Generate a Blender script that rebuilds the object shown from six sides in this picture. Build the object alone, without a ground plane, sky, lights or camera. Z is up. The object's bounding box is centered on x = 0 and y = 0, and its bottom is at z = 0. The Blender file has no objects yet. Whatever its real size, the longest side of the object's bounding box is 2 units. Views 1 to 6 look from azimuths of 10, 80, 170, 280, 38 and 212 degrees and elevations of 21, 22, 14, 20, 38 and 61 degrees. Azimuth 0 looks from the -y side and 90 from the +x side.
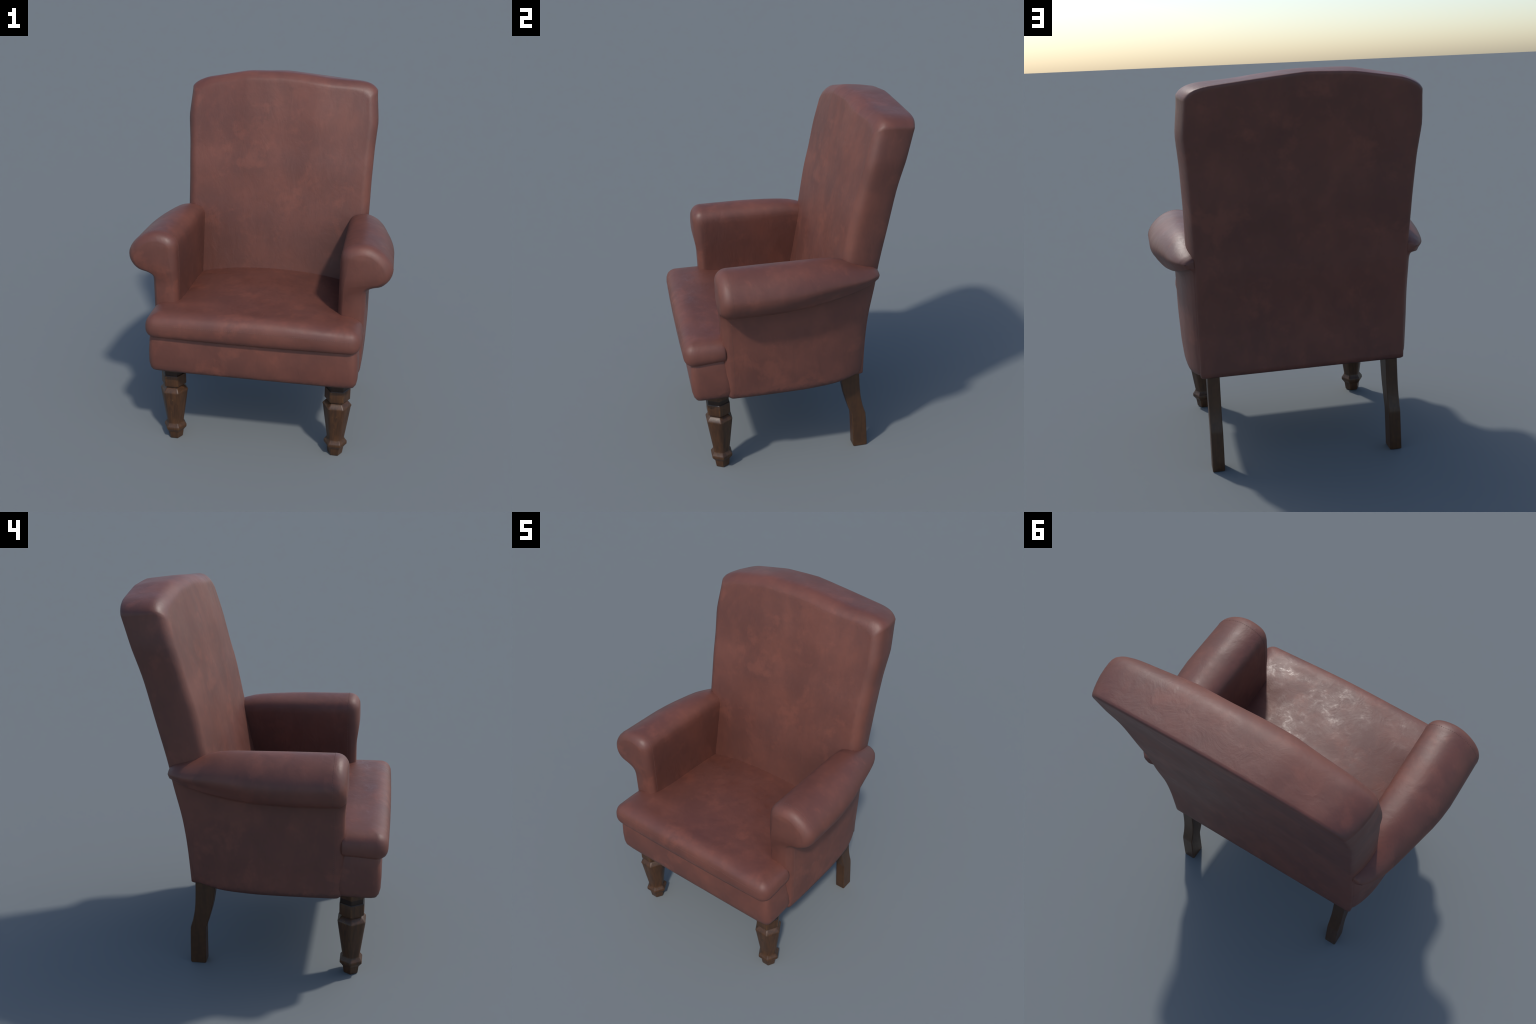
"""High-backed leather armchair: upholstered back, rolled arms, T-shaped cushion,
turned six-sided front legs and curved square rear legs."""
import bpy, bmesh, math, random
from mathutils import Vector
from mathutils.geometry import tessellate_polygon

random.seed(7)


# ------------------------------------------------------------------ helpers
def lerp(a, b, t):
    return a + (b - a) * t


def smooth(a, b, x):
    t = max(0.0, min(1.0, (x - a) / (b - a)))
    return t * t * (3 - 2 * t)


def curve(keys):
    """Smooth monotone-ish interpolation through (x, y) keys, straight beyond both ends."""
    xs = [k[0] for k in keys]
    ys = [k[1] for k in keys]
    n = len(xs)
    d = [(ys[i + 1] - ys[i]) / (xs[i + 1] - xs[i]) for i in range(n - 1)]
    m = [d[0]] + [0.0 if d[i - 1] * d[i] <= 0 else 2 * d[i - 1] * d[i] / (d[i - 1] + d[i])
                  for i in range(1, n - 1)] + [d[-1]]

    def f(x):
        if x <= xs[0]:
            return ys[0] + m[0] * (x - xs[0])
        if x >= xs[-1]:
            return ys[-1] + m[-1] * (x - xs[-1])
        i = max(j for j in range(n - 1) if xs[j] <= x)
        h = xs[i + 1] - xs[i]
        t = (x - xs[i]) / h
        return ((1 + 2 * t) * (1 - t) ** 2 * ys[i] + t * (1 - t) ** 2 * h * m[i]
                + t * t * (3 - 2 * t) * ys[i + 1] + t * t * (t - 1) * h * m[i + 1])
    return f


def clamp_curve(keys):
    f = curve(keys)
    a, b = keys[0][0], keys[-1][0]
    return lambda x: f(max(a, min(b, x)))


def catmull(pts, per=4, closed=True):
    """Resample a polyline with a Catmull-Rom spline, per points to a span."""
    out = []
    n = len(pts)
    spans = n if closed else n - 1
    for i in range(spans):
        if closed:
            p0, p1, p2, p3 = (pts[(i + k) % n] for k in (-1, 0, 1, 2))
        else:
            p0, p1, p2, p3 = (pts[min(max(i + k, 0), n - 1)] for k in (-1, 0, 1, 2))
        for j in range(per):
            t = j / per
            q = []
            for a, b, c, d in zip(p0, p1, p2, p3):
                q.append(0.5 * (2 * b + (c - a) * t + (2 * a - 5 * b + 4 * c - d) * t * t
                                + (3 * b - a - 3 * c + d) * t ** 3))
            out.append(tuple(q))
    if not closed:
        out.append(tuple(pts[-1]))
    return out


def inset(loop, amount):
    """Offset a counter-clockwise 2D loop inwards, in small relaxed steps so that corners never fold over."""
    steps = max(1, math.ceil(amount / 0.0025))
    step = amount / steps
    n = len(loop)
    for _ in range(steps):
        res = []
        for i in range(n):
            a, b, c = Vector(loop[i - 1]), Vector(loop[i]), Vector(loop[(i + 1) % n])
            t = c - a
            nrm = Vector((-t.y, t.x))
            if nrm.length > 1e-9:
                nrm.normalize()
            res.append(b + nrm * step)
        if amount > 0.004:
            soft = []
            for i in range(n):
                pull = (res[i - 1] + res[(i + 1) % n]) * 0.5 - res[i]
                t = res[(i + 1) % n] - res[i - 1]
                inward = pull.dot(Vector((-t.y, t.x))) > 0
                soft.append(res[i] + pull * (0.25 if inward else 0.04))
            res = soft
        loop = [(p.x, p.y) for p in res]
    return loop


def mesh_object(name, bm, mat, angle=40):
    bmesh.ops.recalc_face_normals(bm, faces=bm.faces[:])
    me = bpy.data.meshes.new(name)
    bm.to_mesh(me)
    bm.free()
    me.materials.append(mat)
    me.shade_smooth()
    me.set_sharp_from_angle(angle=math.radians(angle))
    ob = bpy.data.objects.new(name, me)
    bpy.context.scene.collection.objects.link(ob)
    return ob


def bridge(bm, a, b, closed=True):
    n = len(a)
    for i in range(n if closed else n - 1):
        j = (i + 1) % n
        f = [a[i], a[j], b[j], b[i]]
        if len(set(f)) == 4:
            bm.faces.new(f)


# ---------------------------------------------------------------- materials
class Nodes:
    def __init__(self, name):
        self.mat = bpy.data.materials.new(name)
        self.mat.use_nodes = True
        self.nt = self.mat.node_tree
        self.bsdf = self.nt.nodes["Principled BSDF"]
        self.coord = self.nt.nodes.new("ShaderNodeTexCoord").outputs["Object"]

    def link(self, a, b):
        self.nt.links.new(a, b)

    def mapping(self, scale=(1, 1, 1), loc=(0, 0, 0), rot=(0, 0, 0)):
        m = self.nt.nodes.new("ShaderNodeMapping")
        m.inputs["Scale"].default_value = scale
        m.inputs["Location"].default_value = loc
        m.inputs["Rotation"].default_value = rot
        self.link(self.coord, m.inputs["Vector"])
        return m.outputs[0]

    def noise(self, scale, detail=4, rough=0.5, distort=0.0, vec=None):
        n = self.nt.nodes.new("ShaderNodeTexNoise")
        n.inputs["Scale"].default_value = scale
        n.inputs["Detail"].default_value = detail
        n.inputs["Roughness"].default_value = rough
        n.inputs["Distortion"].default_value = distort
        self.link(vec if vec is not None else self.coord, n.inputs["Vector"])
        return n.outputs["Fac"]

    def range(self, val, a, b, c=0.0, d=1.0):
        n = self.nt.nodes.new("ShaderNodeMapRange")
        n.interpolation_type = 'SMOOTHSTEP'
        for k, v in zip(("From Min", "From Max", "To Min", "To Max"), (a, b, c, d)):
            n.inputs[k].default_value = v
        self.link(val, n.inputs["Value"])
        return n.outputs[0]

    def math(self, op, a, b):
        n = self.nt.nodes.new("ShaderNodeMath")
        n.operation = op
        for i, v in enumerate((a, b)):
            if isinstance(v, (int, float)):
                n.inputs[i].default_value = v
            else:
                self.link(v, n.inputs[i])
        return n.outputs[0]

    def mix(self, fac, a, b, mode='MIX'):
        n = self.nt.nodes.new("ShaderNodeMix")
        n.data_type = 'RGBA'
        n.blend_type = mode
        for s, v in ((n.inputs[0], fac), (n.inputs[6], a), (n.inputs[7], b)):
            if isinstance(v, (int, float)):
                s.default_value = v
            elif isinstance(v, tuple):
                s.default_value = v + (1.0,)
            else:
                self.link(v, s)
        return n.outputs[2]

    def xyz(self):
        n = self.nt.nodes.new("ShaderNodeSeparateXYZ")
        self.link(self.coord, n.inputs[0])
        return n.outputs

    def bump(self, height, strength, dist, normal=None):
        n = self.nt.nodes.new("ShaderNodeBump")
        n.inputs["Strength"].default_value = strength
        n.inputs["Distance"].default_value = dist
        self.link(height, n.inputs["Height"])
        if normal is not None:
            self.link(normal, n.inputs["Normal"])
        return n.outputs[0]


def leather_material(name="worn_red_leather", tint=1.0, rubbed=0.06):
    m = Nodes(name)
    cloud = m.range(m.noise(4.2, 7, 0.60, 0.15), 0.34, 0.68)
    broad = m.range(m.noise(1.9, 3, 0.5, 0.2, m.mapping(loc=(3.1, 1.7, 0.4))), 0.38, 0.64)
    patch = m.range(m.noise(5.5, 9, 0.66, 0.25, m.mapping(loc=(0.4, 2.2, 5.3))), 0.53, 0.66)
    smear = m.range(m.noise(6.0, 6, 0.62, 0.1, m.mapping(scale=(1.6, 1.6, 0.8), loc=(8, 1, 2))), 0.46, 0.72)
    dark = tuple(c * tint for c in (0.120, 0.0402, 0.0282))
    mid = tuple(c * tint for c in (0.159, 0.0520, 0.0345))
    lite = tuple(c * tint for c in (0.214, 0.0675, 0.0425))
    dull = tuple(c * tint for c in (0.104, 0.0370, 0.0280))
    col = m.mix(cloud, dark, mid)
    col = m.mix(m.math('MULTIPLY', broad, 0.45), col, dull)
    col = m.mix(m.math('MULTIPLY', patch, 0.44), col, lite)
    col = m.mix(m.math('MULTIPLY', smear, 0.30), col, lite)
    # small darker scuffs
    scuff = m.range(m.noise(15, 6, 0.6, 0.4, m.mapping(loc=(2, 7, 1))), 0.60, 0.72)
    col = m.mix(m.math('MULTIPLY', scuff, 0.25), col, dark)
    # dark, ragged lower hem
    z = m.xyz()[2]
    ragged = m.math('ADD', z, m.math('MULTIPLY', m.noise(38, 3, 0.6), -0.055))
    hem = m.range(ragged, 0.460, 0.491, 1.0, 0.0)
    col = m.mix(m.math('MULTIPLY', hem, 0.55), col, (0.035, 0.016, 0.015))
    # corner occlusion baked into the colour: darkened between the arms, towards the back
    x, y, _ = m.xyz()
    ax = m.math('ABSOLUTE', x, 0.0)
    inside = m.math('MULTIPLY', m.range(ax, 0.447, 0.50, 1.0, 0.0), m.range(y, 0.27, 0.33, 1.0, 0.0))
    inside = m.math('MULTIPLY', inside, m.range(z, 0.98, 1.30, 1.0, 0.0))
    baked_ao = m.math('MULTIPLY', m.range(y, -0.43, 0.10, 0.0, 1.0), m.range(ax, 0.0, 0.46, 0.75, 1.0))
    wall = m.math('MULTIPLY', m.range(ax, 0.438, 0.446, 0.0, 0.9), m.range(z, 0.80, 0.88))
    baked_ao = m.math('MAXIMUM', baked_ao, m.math('MULTIPLY', wall, m.range(y, -0.43, -0.39)))
    baked_ao = m.math('MULTIPLY', m.math('MULTIPLY', baked_ao, inside), m.range(z, 0.69, 0.79, 0.0, 0.42))
    col = m.mix(baked_ao, col, (0.062, 0.0200, 0.0135))
    m.link(col, m.bsdf.inputs["Base Color"])
    # gloss: rubbed areas with feathery scratches
    worn = m.range(m.noise(3.4, 6, 0.6, 0.4, m.mapping(loc=(5, 5, 5))), 0.38, 0.66)
    scratch = m.range(m.noise(15, 10, 0.78, 0.45, m.mapping(scale=(1.0, 1.3, 1.3))), 0.49, 0.63)
    r = m.math('SUBTRACT', 0.575, m.math('MULTIPLY', worn, 0.05 + rubbed * 0.35))
    r = m.math('SUBTRACT', r, m.math('MULTIPLY', m.math('MULTIPLY', scratch, worn), rubbed))
    m.link(r, m.bsdf.inputs["Roughness"])
    m.bsdf.inputs["Specular IOR Level"].default_value = 0.55
    fold = m.noise(9, 4, 0.55, 0.6, m.mapping(scale=(1.3, 1.3, 0.7)))
    grain = m.noise(130, 4, 0.6)
    nb = m.bump(fold, 0.12, 0.02)
    m.link(m.bump(grain, 0.08, 0.003, nb), m.bsdf.inputs["Normal"])
    return m.mat


def wood_material(name="dark_stained_wood", grimy=True):
    m = Nodes(name)
    grain = m.noise(9, 6, 0.6, 0.4, m.mapping(scale=(9, 9, 0.55)))
    fine = m.noise(30, 4, 0.6, 0.2, m.mapping(scale=(8, 8, 0.4), loc=(1, 2, 3)))
    col = m.mix(m.range(grain, 0.32, 0.68), *(((0.044, 0.0190, 0.0085), (0.080, 0.0335, 0.0125)) if grimy else
                                                ((0.050, 0.0220, 0.0098), (0.068, 0.0292, 0.0118))))
    col = m.mix(m.math('MULTIPLY', m.range(fine, 0.50, 0.72), 0.25), col, (0.030, 0.0145, 0.0075))
    flake = m.range(m.noise(48, 6, 0.7, 0.8, m.mapping(scale=(1.6, 1.6, 0.7))), 0.60, 0.70)
    blotch = m.range(m.noise(7, 3, 0.5, 0.0, m.mapping(loc=(4, 0, 0))), 0.45, 0.62)
    col = m.mix(m.math('MULTIPLY', m.math('MULTIPLY', flake, blotch), 0.55 if grimy else 0.12), col, (0.25, 0.125, 0.038))
    # worn arrises, found from the curvature of the mesh
    geo = m.nt.nodes.new("ShaderNodeNewGeometry")
    worn = m.range(geo.outputs["Pointiness"], 0.53, 0.60)
    worn = m.math('MULTIPLY', worn, m.range(m.noise(40, 4, 0.6), 0.40, 0.62))
    col = m.mix(m.math('MULTIPLY', worn, 0.6 if grimy else 0.12), col, (0.20, 0.092, 0.026))
    # shade below the seat, painted on the leg as a near-black band
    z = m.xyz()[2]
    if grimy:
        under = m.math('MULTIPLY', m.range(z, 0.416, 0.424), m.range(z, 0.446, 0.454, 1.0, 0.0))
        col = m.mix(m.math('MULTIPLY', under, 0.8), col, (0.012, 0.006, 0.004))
    m.link(col, m.bsdf.inputs["Base Color"])
    r = m.math('SUBTRACT', 0.50, m.math('MULTIPLY', grain, 0.14))
    m.link(r, m.bsdf.inputs["Roughness"])
    m.bsdf.inputs["Specular IOR Level"].default_value = 0.45
    m.link(m.bump(fine, 0.12, 0.002), m.bsdf.inputs["Normal"])
    return m.mat


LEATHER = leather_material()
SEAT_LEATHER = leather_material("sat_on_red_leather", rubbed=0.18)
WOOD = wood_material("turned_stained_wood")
PLAIN_WOOD = wood_material("plain_stained_wood", grimy=False)


def thread_material():
    m = Nodes("dusty_thread")
    n = m.noise(60, 2)
    m.link(m.mix(n, (0.125, 0.055, 0.042), (0.17, 0.082, 0.066)), m.bsdf.inputs["Base Color"])
    m.bsdf.inputs["Roughness"].default_value = 0.7
    return m.mat


THREAD = thread_material()

# ------------------------------------------------------------ backrest form
# side profile of the back: y of the rear and front faces by height
rear_y = curve([(0.50, 0.350), (0.69, 0.361), (0.835, 0.377), (1.064, 0.423), (1.123, 0.432),
                (1.38, 0.489), (1.58, 0.533), (1.73, 0.5765), (1.884, 0.622), (1.99, 0.6535)])
front_y = curve([(0.50, 0.095), (0.82, 0.158), (1.22, 0.240), (1.44, 0.283), (1.57, 0.318),
                 (1.72, 0.356), (1.91, 0.408), (2.00, 0.434)])
# half width of the rear rim by height (a faint waist, shoulders at 1.73 m)
HALF_W = [(0.40, 0.531), (1.12, 0.531), (1.38, 0.534), (1.58, 0.541), (1.73, 0.5525), (1.88, 0.5375), (2.1, 0.535)]


def half_w(z):
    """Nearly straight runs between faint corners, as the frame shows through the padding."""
    def raw(q):
        for (a, p), (b, r) in zip(HALF_W, HALF_W[1:]):
            if q <= b:
                return lerp(p, r, (q - a) / (b - a))
    return 0.25 * raw(z - 0.02) + 0.5 * raw(z) + 0.25 * raw(z + 0.02)


# camel-back top edge, a little lopsided
CREST = [(-0.541, 1.884), (-0.535, 1.894), (-0.525, 1.905), (-0.508, 1.917), (-0.49, 1.926), (-0.465, 1.936),
         (-0.44, 1.944), (-0.22, 1.979), (0.0, 1.9865), (0.22, 1.965), (0.44, 1.942), (0.465, 1.9375), (0.49, 1.931),
         (0.508, 1.923), (0.525, 1.911), (0.535, 1.899), (0.541, 1.890)]


def crest(x):
    """Top edge: straight runs between soft knuckles."""
    def raw(q):
        q = max(-0.541, min(0.541, q))
        for (a, p), (b, r) in zip(CREST, CREST[1:]):
            if q <= b:
                return lerp(p, r, (q - a) / (b - a))
    h = 0.03 * smooth(0.541, 0.40, abs(x)) + 0.001
    return 0.25 * raw(x - h) + 0.5 * raw(x) + 0.25 * raw(x + h)


def build_backrest():
    bm = bmesh.new()
    U = [0.0, 0.1, 0.2, 0.3, 0.36, 0.4067, 0.45, 0.5, 0.6, 0.7, 0.765, 0.813, 0.85, 0.885, 0.92, 0.95, 0.975, 0.99, 1.0]
    U = [-u for u in reversed(U[1:])] + U
    V = [0.0, 0.005] + [i / 44 for i in range(1, 39)] + [0.885, 0.91, 0.935, 0.955, 0.97, 0.982, 0.991, 1.0]
    zb = 0.497
    # (depth: 1 rear .. 0 front, sideways swell, upward swell)
    layers = [(1.000, -0.016, -0.016), (0.996, -0.009, -0.009), (0.985, -0.0035, -0.0035), (0.965, 0.000, 0.0000),
              (0.92, 0.005, 0.0015),
              (0.84, 0.011, 0.0035), (0.72, 0.018, 0.0065), (0.58, 0.024, 0.0100), (0.44, 0.0275, 0.0130),
              (0.32, 0.0285, 0.0155), (0.23, 0.0275, 0.0162), (0.16, 0.0235, 0.0140), (0.10, 0.0155, 0.0070),
              (0.055, 0.0060, -0.0020), (0.022, -0.005, -0.0120), (0.005, -0.014, -0.0200), (0.0, -0.024, -0.0290)]

    def point(u, v, layer):
        j = 0 if v == 0 else 1
        f, dx, dz = layer
        x0 = u * 0.541
        # the padded top edge is softly dented
        dent = 0.0030 * math.sin(x0 * 13 + 1.1) * math.sin(x0 * 5 - 0.4) * smooth(0.95, 0.6, f)
        top = crest(x0) + dz + dent
        z = zb + v * (top - zb)
        keep = smooth(0.95, 1.15, z)
        w = half_w(z) + (dx * keep if dx > 0 else dx)
        x = u * w
        yr, yf = rear_y(z), front_y(z)
        # front pad is gently crowned and ripples a little; rear panel sags a hair
        pad = -0.010 * (1 - u * u) * smooth(0.0, 0.25, v) * (1 - 0.7 * smooth(0.5, 0.85, v))
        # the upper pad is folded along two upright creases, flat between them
        ax = abs(x + 0.004 * math.sin(6 * z))
        ramp = max(0.0, 0.5 - max(ax, 0.0)) if ax > 0.215 else 0.285 - 0.25 * (0.215 - ax) ** 2 * (1 if ax > 0.17 else 0)
        pad -= 0.072 * min(ramp, 0.285) * smooth(0.55, 0.9, v)
        pad += 0.0022 * math.sin(u * 9.0 + 0.6) * smooth(0.35, 0.85, v) * (1 - abs(u)) ** 0.5
        sag = -0.004 * (1 - u * u) * smooth(0.0, 0.2, v) * (1 - smooth(0.8, 1.0, v))
        y = lerp(yf + pad * (1 - f) ** 2, yr + sag * f ** 2, f)
        if j == 0:                       # tuck the lower hem under
            x *= 0.988
            y += 0.007 * (0.5 - f) * 2
        return Vector((x, y, z))

    nu, nv = len(U), len(V)
    ring_idx = ([(0, j) for j in range(nv)] + [(i, nv - 1) for i in range(1, nu)]
                + [(nu - 1, j) for j in range(nv - 2, -1, -1)] + [(i, 0) for i in range(nu - 2, 0, -1)])

    def sheet(layer):
        g = [[bm.verts.new(point(u, v, layer)) for v in V] for u in U]
        for i in range(nu - 1):
            for j in range(nv - 1):
                bm.faces.new((g[i][j], g[i + 1][j], g[i + 1][j + 1], g[i][j + 1]))
        return [g[i][j] for i, j in ring_idx]

    prev = sheet(layers[0])
    for layer in layers[1:-1]:
        ring = [bm.verts.new(point(U[i], V[j], layer)) for i, j in ring_idx]
        bridge(bm, prev, ring)
        prev = ring
    bridge(bm, prev, sheet(layers[-1]))
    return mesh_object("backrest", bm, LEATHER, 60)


# ------------------------------------------------------------ armrest form
reach = clamp_curve([(-0.46, 0.7285), (-0.12, 0.7265), (0.0, 0.713), (0.08, 0.696), (0.146, 0.682), (0.20, 0.670),
                     (0.26, 0.656), (0.325, 0.637), (0.365, 0.619), (0.395, 0.601), (0.416, 0.586), (0.43, 0.572)])
roll_top = clamp_curve([(-0.46, 1.2405), (-0.2, 1.2395), (0.0, 1.235), (0.10, 1.231), (0.18, 1.223), (0.24, 1.207),
                        (0.316, 1.183), (0.38, 1.162), (0.41, 1.152), (0.43, 1.143)])
notch_z = clamp_curve([(-0.46, 0.983), (-0.2, 0.981), (-0.03, 0.987), (0.075, 0.995), (0.20, 1.016), (0.30, 1.041),
                       (0.36, 1.060), (0.40, 1.073), (0.43, 1.078)])
panel_x = clamp_curve([(-0.46, 0.586), (-0.40, 0.590), (-0.2, 0.595), (0.0, 0.596), (0.14, 0.592), (0.24, 0.586),
                       (0.31, 0.574), (0.36, 0.561), (0.40, 0.546), (0.43, 0.534)])
hem_z = clamp_curve([(-0.46, 0.477), (0.0, 0.475), (0.17, 0.479), (0.27, 0.486), (0.37, 0.500), (0.42, 0.510)])


def arm_section(y, per=3):
    """Closed counter-clockwise (x, z) loop of the arm at depth y, as (x, z)."""
    ox, tz, nz, px, zb = reach(y), roll_top(y), notch_z(y), panel_x(y), hem_z(y)
    xi = 0.4465
    wx, hz = ox - xi, tz - nz
    nx = px + 0.007
    roll = [(1.0, 0.475), (0.945, 0.656), (0.825, 0.81), (0.695, 0.912), (0.56, 0.976), (0.43, 1.0), (0.30, 0.986),
            (0.18, 0.947), (0.085, 0.882), (0.03, 0.795), (0.006, 0.69), (0.0, 0.52)]
    pts = [(px - 0.060, zb), (px - 0.040, zb), (px - 0.026, zb + 0.001), (px - 0.014, zb + 0.008), (px - 0.007, zb + 0.030), (px - 0.004, zb + 0.09),
           (px, lerp(zb, nz, 0.40)), (px, lerp(zb, nz, 0.62)), (px + 0.001, lerp(zb, nz, 0.85)),
           (px + 0.002, nz - 0.022), (nx, nz),
           (lerp(nx, ox, 0.23), nz + 0.065 * hz), (lerp(nx, ox, 0.58), nz + 0.115 * hz),
           (lerp(nx, ox, lerp(0.89, 0.74, smooth(-0.2, 0.25, y))), nz + 0.275 * hz)]
    pts += [(xi + a * wx, nz + b * hz) for a, b in roll]
    pts += [(xi, 0.95), (xi, 0.80), (xi, 0.65), (xi, zb + 0.03), (xi + 0.012, zb), (xi + 0.06, zb - 0.0)]
    return catmull(pts, per)


def build_armrest(side, name):
    bm = bmesh.new()
    ystart = -0.398
    rings = []
    base = arm_section(ystart)
    # padded front facing: insets towards the flat face
    for ins, y in ((0.0450, -0.4555), (0.0360, -0.4520), (0.0270, -0.4468), (0.0185, -0.4400), (0.0110, -0.4315),
                   (0.0055, -0.4215), (0.0018, -0.4100)):
        loop = [(lerp(a[0], b[0], k), lerp(a[1], b[1], k)) for a, b, k in
                zip(inset(base, ins * 0.6), inset(base, ins), [smooth(0.98, 1.16, q[1]) for q in base])]
        rings.append([(x, y + 0.013 * (1 - smooth(0.93, 1.06, z)) * smooth(-0.40, -0.44, y), z) for x, z in loop])
    rings.append([(x, -0.3965, z) for x, z in base])
    steps = [0.03, 0.08, 0.16, 0.25, 0.34, 0.43, 0.51, 0.58, 0.64, 0.70, 0.755, 0.80, 0.84, 0.875, 0.905, 0.93,
             0.95, 0.968, 0.983, 0.993, 1.0]
    yend = 0.425
    for t in steps:
        yn = lerp(ystart, yend, t)          # depth at roll height
        loop = arm_section(yn)
        if t > 0.98:
            loop = inset(loop, 0.004 if t < 1 else 0.012)
        row = []
        for x, z in loop:
            ye = rear_y(min(max(z, 0.5), 1.1)) - 0.006 + 0.007 * smooth(1.03, 1.08, z) * smooth(0.528, 0.548, x)
            row.append((x, lerp(ystart, ye, t), z))
        rings.append(row)
    prev = None
    for r in rings:
        vs = [bm.verts.new((x * side, y, z)) for x, y, z in r]
        if prev:
            bridge(bm, prev, vs)
        else:
            first = vs
        prev = vs
    # flat middle of the facing
    for tri in tessellate_polygon([[Vector((v.co.x, v.co.z, 0)) for v in first]]):
        bm.faces.new([first[i] for i in tri])
    # rear closes on itself behind the back, following its slope
    vs = [bm.verts.new((min(abs(v.co.x), 0.47) * side, rear_y(min(max(v.co.z, 0.5), 1.1)) - 0.03, v.co.z)) for v in prev]
    bridge(bm, prev, vs)
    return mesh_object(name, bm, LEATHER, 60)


# ----------------------------------------------------------- seat and cushion
def rounded_plan(w, y0, y1, r, seg=5):
    """Counter-clockwise plan outline, rounded at the two front (y0) corners."""
    pts = []
    for i in range(seg + 1):
        a = math.pi + math.pi / 2 * i / seg
        pts.append((-w + r + r * math.cos(a), y0 + r + r * math.sin(a)))
    for k in (0.8, 0.6, 0.4, 0.2, 0.0, -0.2, -0.4, -0.6, -0.8):
        pts.append((-(w - r) * k, y0))
    for i in range(seg + 1):
        a = 1.5 * math.pi + math.pi / 2 * i / seg
        pts.append((w - r + r * math.cos(a), y0 + r + r * math.sin(a)))
    side = [(0.0, -0.50), (0.0, -0.45), (0.0, -0.415), (0.02, -0.39), (0.04, -0.36)]
    pts += [(w - d, y) for d, y in side]
    pts += [(w - 0.04, y1), (-w + 0.04, y1)]
    pts += [(-w + d, y) for d, y in reversed(side)]
    return pts


def build_seat_base():
    bm = bmesh.new()
    plan = rounded_plan(0.579, -0.6285, 0.22, 0.046)
    profile = [(0.038, 0.4840), (0.022, 0.4855), (0.011, 0.493), (0.0045, 0.507), (0.0005, 0.535), (0.002, 0.60),
               (0.005, 0.66), (0.008, 0.70), (0.014, 0.725), (0.06, 0.735)]
    prev = None
    for ins, z in profile:
        loop = inset(plan, ins)
        vs = [bm.verts.new((x, y + 0.006 * smooth(0.62, 0.50, z) * smooth(-0.4, -0.6, y), z)) for x, y in loop]
        if prev:
            bridge(bm, prev, vs)
        else:
            first = vs
        prev = vs
    for cap in (first, prev):
        f = bm.faces.new(cap)
        bmesh.ops.triangulate(bm, faces=[f])
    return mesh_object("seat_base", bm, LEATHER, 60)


edge_top = clamp_curve([(-0.66, 0.843), (-0.45, 0.841), (-0.30, 0.818), (-0.15, 0.811), (0.0, 0.808), (0.17, 0.792)])


def cushion_top(x, y):
    c = 0.851 - 0.006 * smooth(0.0, 0.2, y)
    lip = (0.009 * (1 - (x / 0.58) ** 2) - 0.003) * smooth(-0.50, -0.62, y)
    lip += 0.002 * math.sin(x * 11 + 0.7) * smooth(-0.42, -0.6, y)
    return c - (c - edge_top(y)) * min(1.3, abs(x) / 0.47) ** 2.2 + lip


def cushion_plan(ins):
    """Plan outline of the T-shaped cushion, ins metres in from its widest edge: broad before the arms,
    narrow between them; the step is buried in the arm fronts."""
    w, y0, r = 0.588 - ins, -0.6535 + ins, max(0.060 - ins, 0.012)
    out = []
    for i in range(7):
        a = math.pi + math.pi / 2 * i / 6
        out.append((-w + r + r * math.cos(a), y0 + r + r * math.sin(a)))
    out += [(x * (w - r) / 0.53, y0) for x in [-0.5 + 0.05 * k for k in range(21)]]
    out += [(-x, y) for x, y in reversed(out[:7])]
    ys = [-0.56, -0.52, -0.48, -0.452, -0.437]
    side = [(w, max(y, y0 + r + 0.003 * (k + 1))) for k, y in enumerate(ys)]
    side += [(w - 0.004, -0.428), (lerp(w, 0.5, 0.5), -0.421), (0.5 - ins * 0.2, -0.414)]
    side += [(0.49 - ins * 0.2, y) for y in (-0.36, -0.26, -0.16, -0.06, 0.04, 0.12, 0.19)]
    out += side
    out += [(x, 0.21) for x in [0.48 - 0.06 * k for k in range(17)]]
    out += [(-x, y) for x, y in reversed(side)]
    return out


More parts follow.
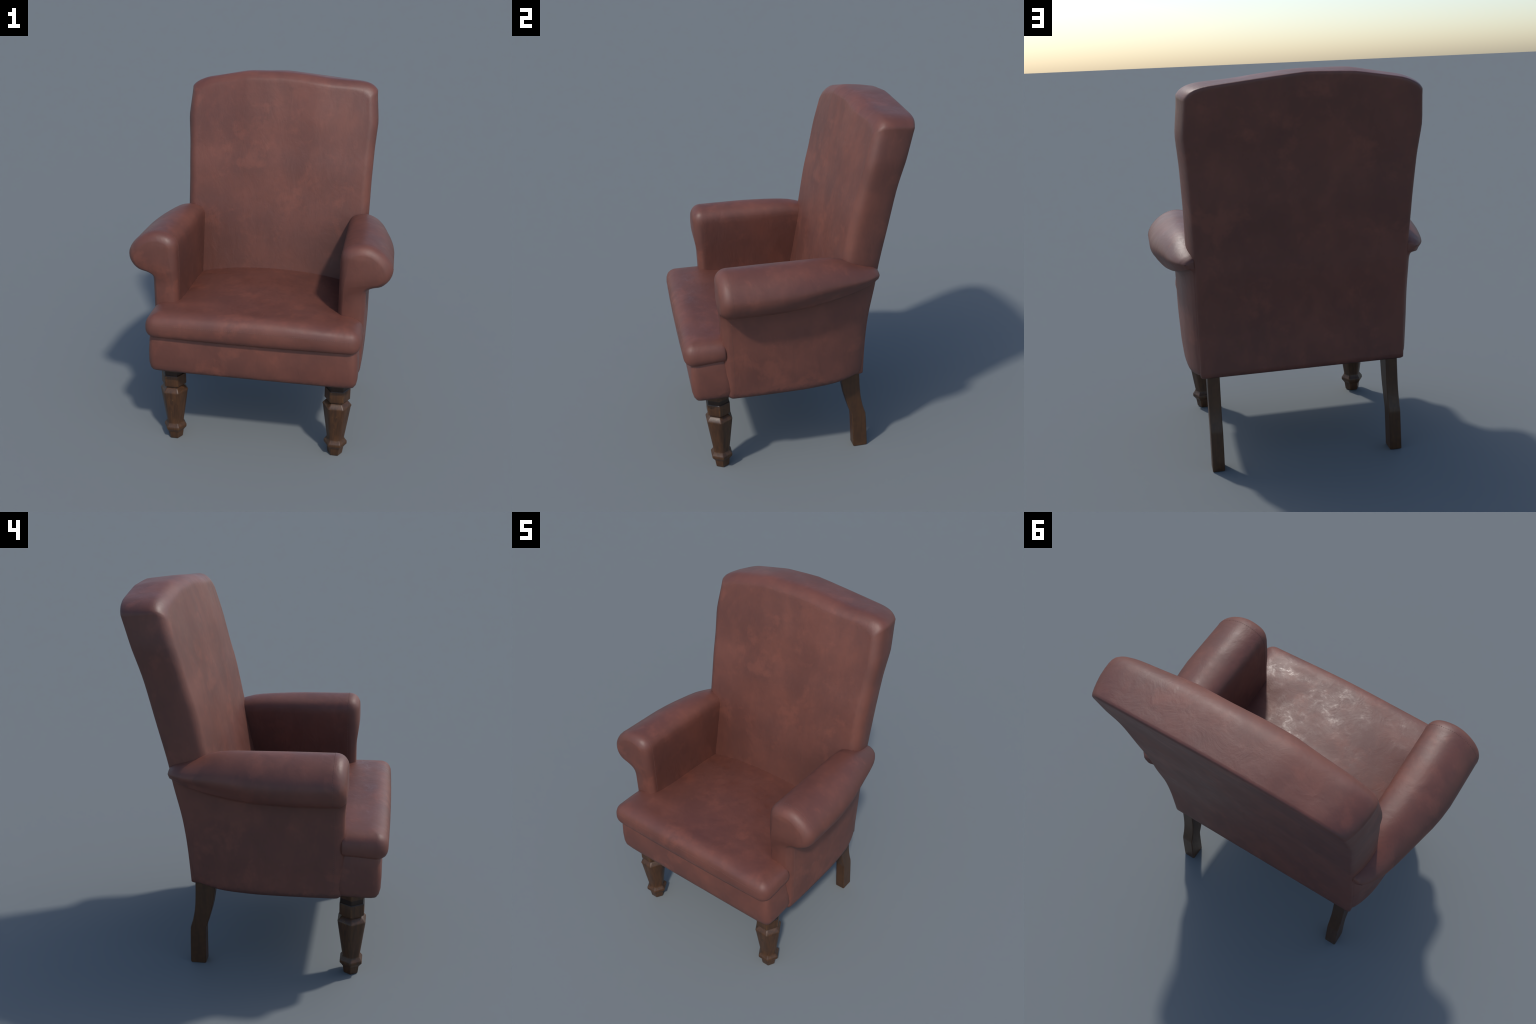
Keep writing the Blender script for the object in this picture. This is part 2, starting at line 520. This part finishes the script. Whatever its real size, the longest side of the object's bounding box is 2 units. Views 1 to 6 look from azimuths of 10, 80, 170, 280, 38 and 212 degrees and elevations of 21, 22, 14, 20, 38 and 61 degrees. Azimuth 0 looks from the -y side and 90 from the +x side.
def build_cushion():
    bm = bmesh.new()
    # (inset, height share: 0 at the lower seam .. 1 at the top surface)
    profile = [(0.060, -0.04), (0.034, 0.0), (0.022, 0.03), (0.010, 0.105), (0.003, 0.21), (0.0, 0.33), (0.0005, 0.45),
               (0.0030, 0.59), (0.0090, 0.715), (0.0175, 0.805), (0.0300, 0.880), (0.0460, 0.935), (0.0640, 0.968),
               (0.0850, 0.987)]
    prev = None
    zlow = 0.7045
    for ins, s in profile:
        vs = []
        for x, y in cushion_plan(ins):
            f = 1 - (x / 0.59) ** 2
            k = smooth(-0.55, -0.62, y)
            zlo = zlow - 0.004 * f * k + 0.008 * smooth(-0.6, -0.44, y)
            vs.append(bm.verts.new((x, y - 0.007 * f * k, lerp(zlo, cushion_top(x, y), s))))
        if prev:
            bridge(bm, prev, vs)
        else:
            first = vs
        prev = vs
    n = len(prev)
    # crowned top: shrink the last ring towards the middle in steps
    cx, cy = 0.0, -0.2
    ring = [v.co.copy() for v in prev]
    for k in (0.95, 0.89, 0.82, 0.74, 0.66, 0.57, 0.47, 0.36, 0.24, 0.11):
        vs = []
        for p in ring:
            x, y = lerp(cx, p.x, k), lerp(cy, p.y, k)
            s = lerp(0.985, 1.0, min(1, (1 - k) / 0.15))
            vs.append(bm.verts.new((x, y, lerp(zlow, cushion_top(x, y), s))))
        bridge(bm, prev, vs)
        prev = vs
    mid = bm.verts.new((cx, cy, cushion_top(cx, cy)))
    for i in range(n):
        bm.faces.new((prev[i], prev[(i + 1) % n], mid))
    bm.faces.new(first)
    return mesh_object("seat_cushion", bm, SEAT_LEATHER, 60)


# ------------------------------------------------------------------- legs
def hexagon(radius, rnd, z, seg=3):
    """Six-sided outline with points towards +-x and slightly softened corners."""
    pts = []
    for k in range(6):
        a = math.radians(60 * k)
        for j in range(seg):
            s = (j / (seg - 1) - 0.5) * 2
            b = a + math.radians(s * rnd)
            # stay on the hexagon's side, pulled in only at the very corner
            ap = radius * math.cos(math.radians(30))
            rr = min(ap / math.cos(math.radians(30 - abs(s) * rnd)), radius * 0.993)
            pts.append((rr * math.cos(b), rr * math.sin(b), z))
    return pts


def turned_leg_mesh():
    profile = [(0.069, 0.497), (0.070, 0.452), (0.068, 0.449), (0.067, 0.426), (0.0715, 0.4225), (0.0725, 0.4200),
               (0.0725, 0.3590), (0.0715, 0.3565), (0.0595, 0.3515), (0.0585, 0.3430), (0.0650, 0.3390),
               (0.0790, 0.3230), (0.0825, 0.3170), (0.0825, 0.3120), (0.0805, 0.2960), (0.0705, 0.2300),
               (0.0600, 0.1600), (0.0515, 0.1060), (0.0530, 0.0990), (0.0645, 0.0845), (0.0665, 0.0815),
               (0.0665, 0.0670), (0.0650, 0.0640), (0.0535, 0.0500), (0.0525, 0.0470), (0.0485, 0.0450), (0.0480, 0.0400),
               (0.0425, 0.0030), (0.0405, 0.0)]
    bm = bmesh.new()
    prev = None
    for r, z in profile:
        vs = [bm.verts.new(p) for p in hexagon(r, 20 if 0.1 < z < 0.315 else 5, z, 4)]
        if prev:
            bridge(bm, prev, vs)
        else:
            first = vs
        prev = vs
    bm.faces.new(first)
    bm.faces.new(prev)
    bmesh.ops.recalc_face_normals(bm, faces=bm.faces[:])
    me = bpy.data.meshes.new("front_leg")
    bm.to_mesh(me)
    bm.free()
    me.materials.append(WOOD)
    me.shade_smooth()
    me.set_sharp_from_angle(angle=math.radians(38))
    return me


leg_rear = clamp_curve([(0.0, 0.3825), (0.208, 0.3745), (0.25, 0.362), (0.291, 0.352), (0.34, 0.344), (0.41, 0.339),
                        (0.52, 0.335)])
leg_front = clamp_curve([(0.0, 0.297), (0.207, 0.2915), (0.24, 0.281), (0.30, 0.263), (0.352, 0.249), (0.42, 0.237),
                         (0.52, 0.222)])


def build_rear_leg(side, name):
    bm = bmesh.new()
    prev = None
    c = 0.004
    for z in (0.0, 0.004, 0.06, 0.12, 0.18, 0.200, 0.208, 0.218, 0.235, 0.26, 0.29, 0.32, 0.352, 0.39, 0.42, 0.46, 0.52):
        yf, yr = leg_front(z), leg_rear(z)
        if z == 0.0:
            yf, yr = yf + 0.002, yr - 0.002
        xo = lerp(0.505, 0.499, z / 0.5)
        xi = lerp(0.4425, 0.4365, z / 0.5)
        loop = [(xi + c, yf), (xo - c, yf), (xo, yf + c), (xo, yr - c), (xo - c, yr), (xi + c, yr), (xi, yr - c),
                (xi, yf + c)]
        vs = [bm.verts.new((x * side, y, z)) for x, y in loop]
        if prev:
            bridge(bm, prev, vs)
        else:
            first = vs
        prev = vs
    bm.faces.new(first)
    bm.faces.new(prev)
    return mesh_object(name, bm, PLAIN_WOOD, 35)


# -------------------------------------------------------------- stitching
def stitch_row(bm, path, length=0.0065, gap=0.0045, width=0.0016):
    """Lay short rounded stitches along a polyline of (point, outward normal)."""
    acc = 0.0
    on = True
    start = None
    for (p, n), (q, m) in zip(path, path[1:]):
        seg = (q - p).length
        if seg < 1e-6:
            continue
        pos = 0.0
        while pos < seg:
            if acc <= 0:
                a = p.lerp(q, pos / seg)
                nn = n.lerp(m, pos / seg).normalized()
                d = (q - p).normalized()
                s = d.cross(nn).normalized() * width
                up = nn * 0.0008
                lo = nn * -0.0015
                e = d * length
                v = [bm.verts.new(x) for x in (a - s + lo, a + s + lo, a + e + s + lo, a + e - s + lo,
                                               a - s * .5 + d * .001 + up, a + s * .5 + d * .001 + up,
                                               a + e + s * .5 - d * .001 + up, a + e - s * .5 - d * .001 + up)]
                for f in ((4, 5, 6, 7), (0, 1, 5, 4), (1, 2, 6, 5), (2, 3, 7, 6), (3, 0, 4, 7), (3, 2, 1, 0)):
                    bm.faces.new([v[i] for i in f])
                acc = length + gap
            step = min(acc, seg - pos)
            pos += step
            acc -= step


def build_stitching():
    bm = bmesh.new()
    for side in (1, -1):
        # around each arm, just behind the padded facing
        y = -0.392
        loop = arm_section(y)
        path = []
        k = len(loop)
        for i in range(k):
            x, z = loop[i]
            x2, z2 = loop[(i + 1) % k]
            x0, z0 = loop[i - 1]
            t = Vector((x2 - x0, 0, z2 - z0))
            nrm = Vector((t.z, 0, -t.x)).normalized()
            if z < 0.5 or (z < 0.83 and x < 0.5):
                continue
            path.append((Vector((x * side, y, z)), Vector((nrm.x * side, 0, nrm.z))))
        stitch_row(bm, path)
    # along the lip of the cushion
    path = []
    for i in range(61):
        x = lerp(-0.53, 0.53, i / 60)
        f = 1 - (x / 0.59) ** 2
        y = -0.6535 + 0.0030 - 0.007 * f
        zlo = 0.7045 - 0.004 * f
        path.append((Vector((x, y, lerp(zlo, cushion_top(x, -0.65), 0.59))), Vector((0, -0.98, 0.2))))
    stitch_row(bm, path)
    return mesh_object("stitching", bm, THREAD, 60)


# ------------------------------------------------------------------ assemble
chair = bpy.data.objects.new("armchair", None)
bpy.context.scene.collection.objects.link(chair)
chair["label"] = "high-backed armchair in worn reddish-brown leather with dark wooden legs"
chair["category"] = "armchair"

parts = [build_backrest(), build_armrest(1, "armrest"), build_armrest(-1, "armrest.001"), build_seat_base(),
         build_cushion(), build_rear_leg(1, "rear_leg"), build_rear_leg(-1, "rear_leg.001")]
leg_mesh = turned_leg_mesh()
for side, nm in ((1, "front_leg"), (-1, "front_leg.001")):
    leg = bpy.data.objects.new(nm, leg_mesh)
    leg.location = (0.4695 * side, -0.4815, 0)
    bpy.context.scene.collection.objects.link(leg)
    parts.append(leg)
st = build_stitching()
st["kind"] = "stuff"
parts.append(st)
for p in parts:
    p.parent = chair
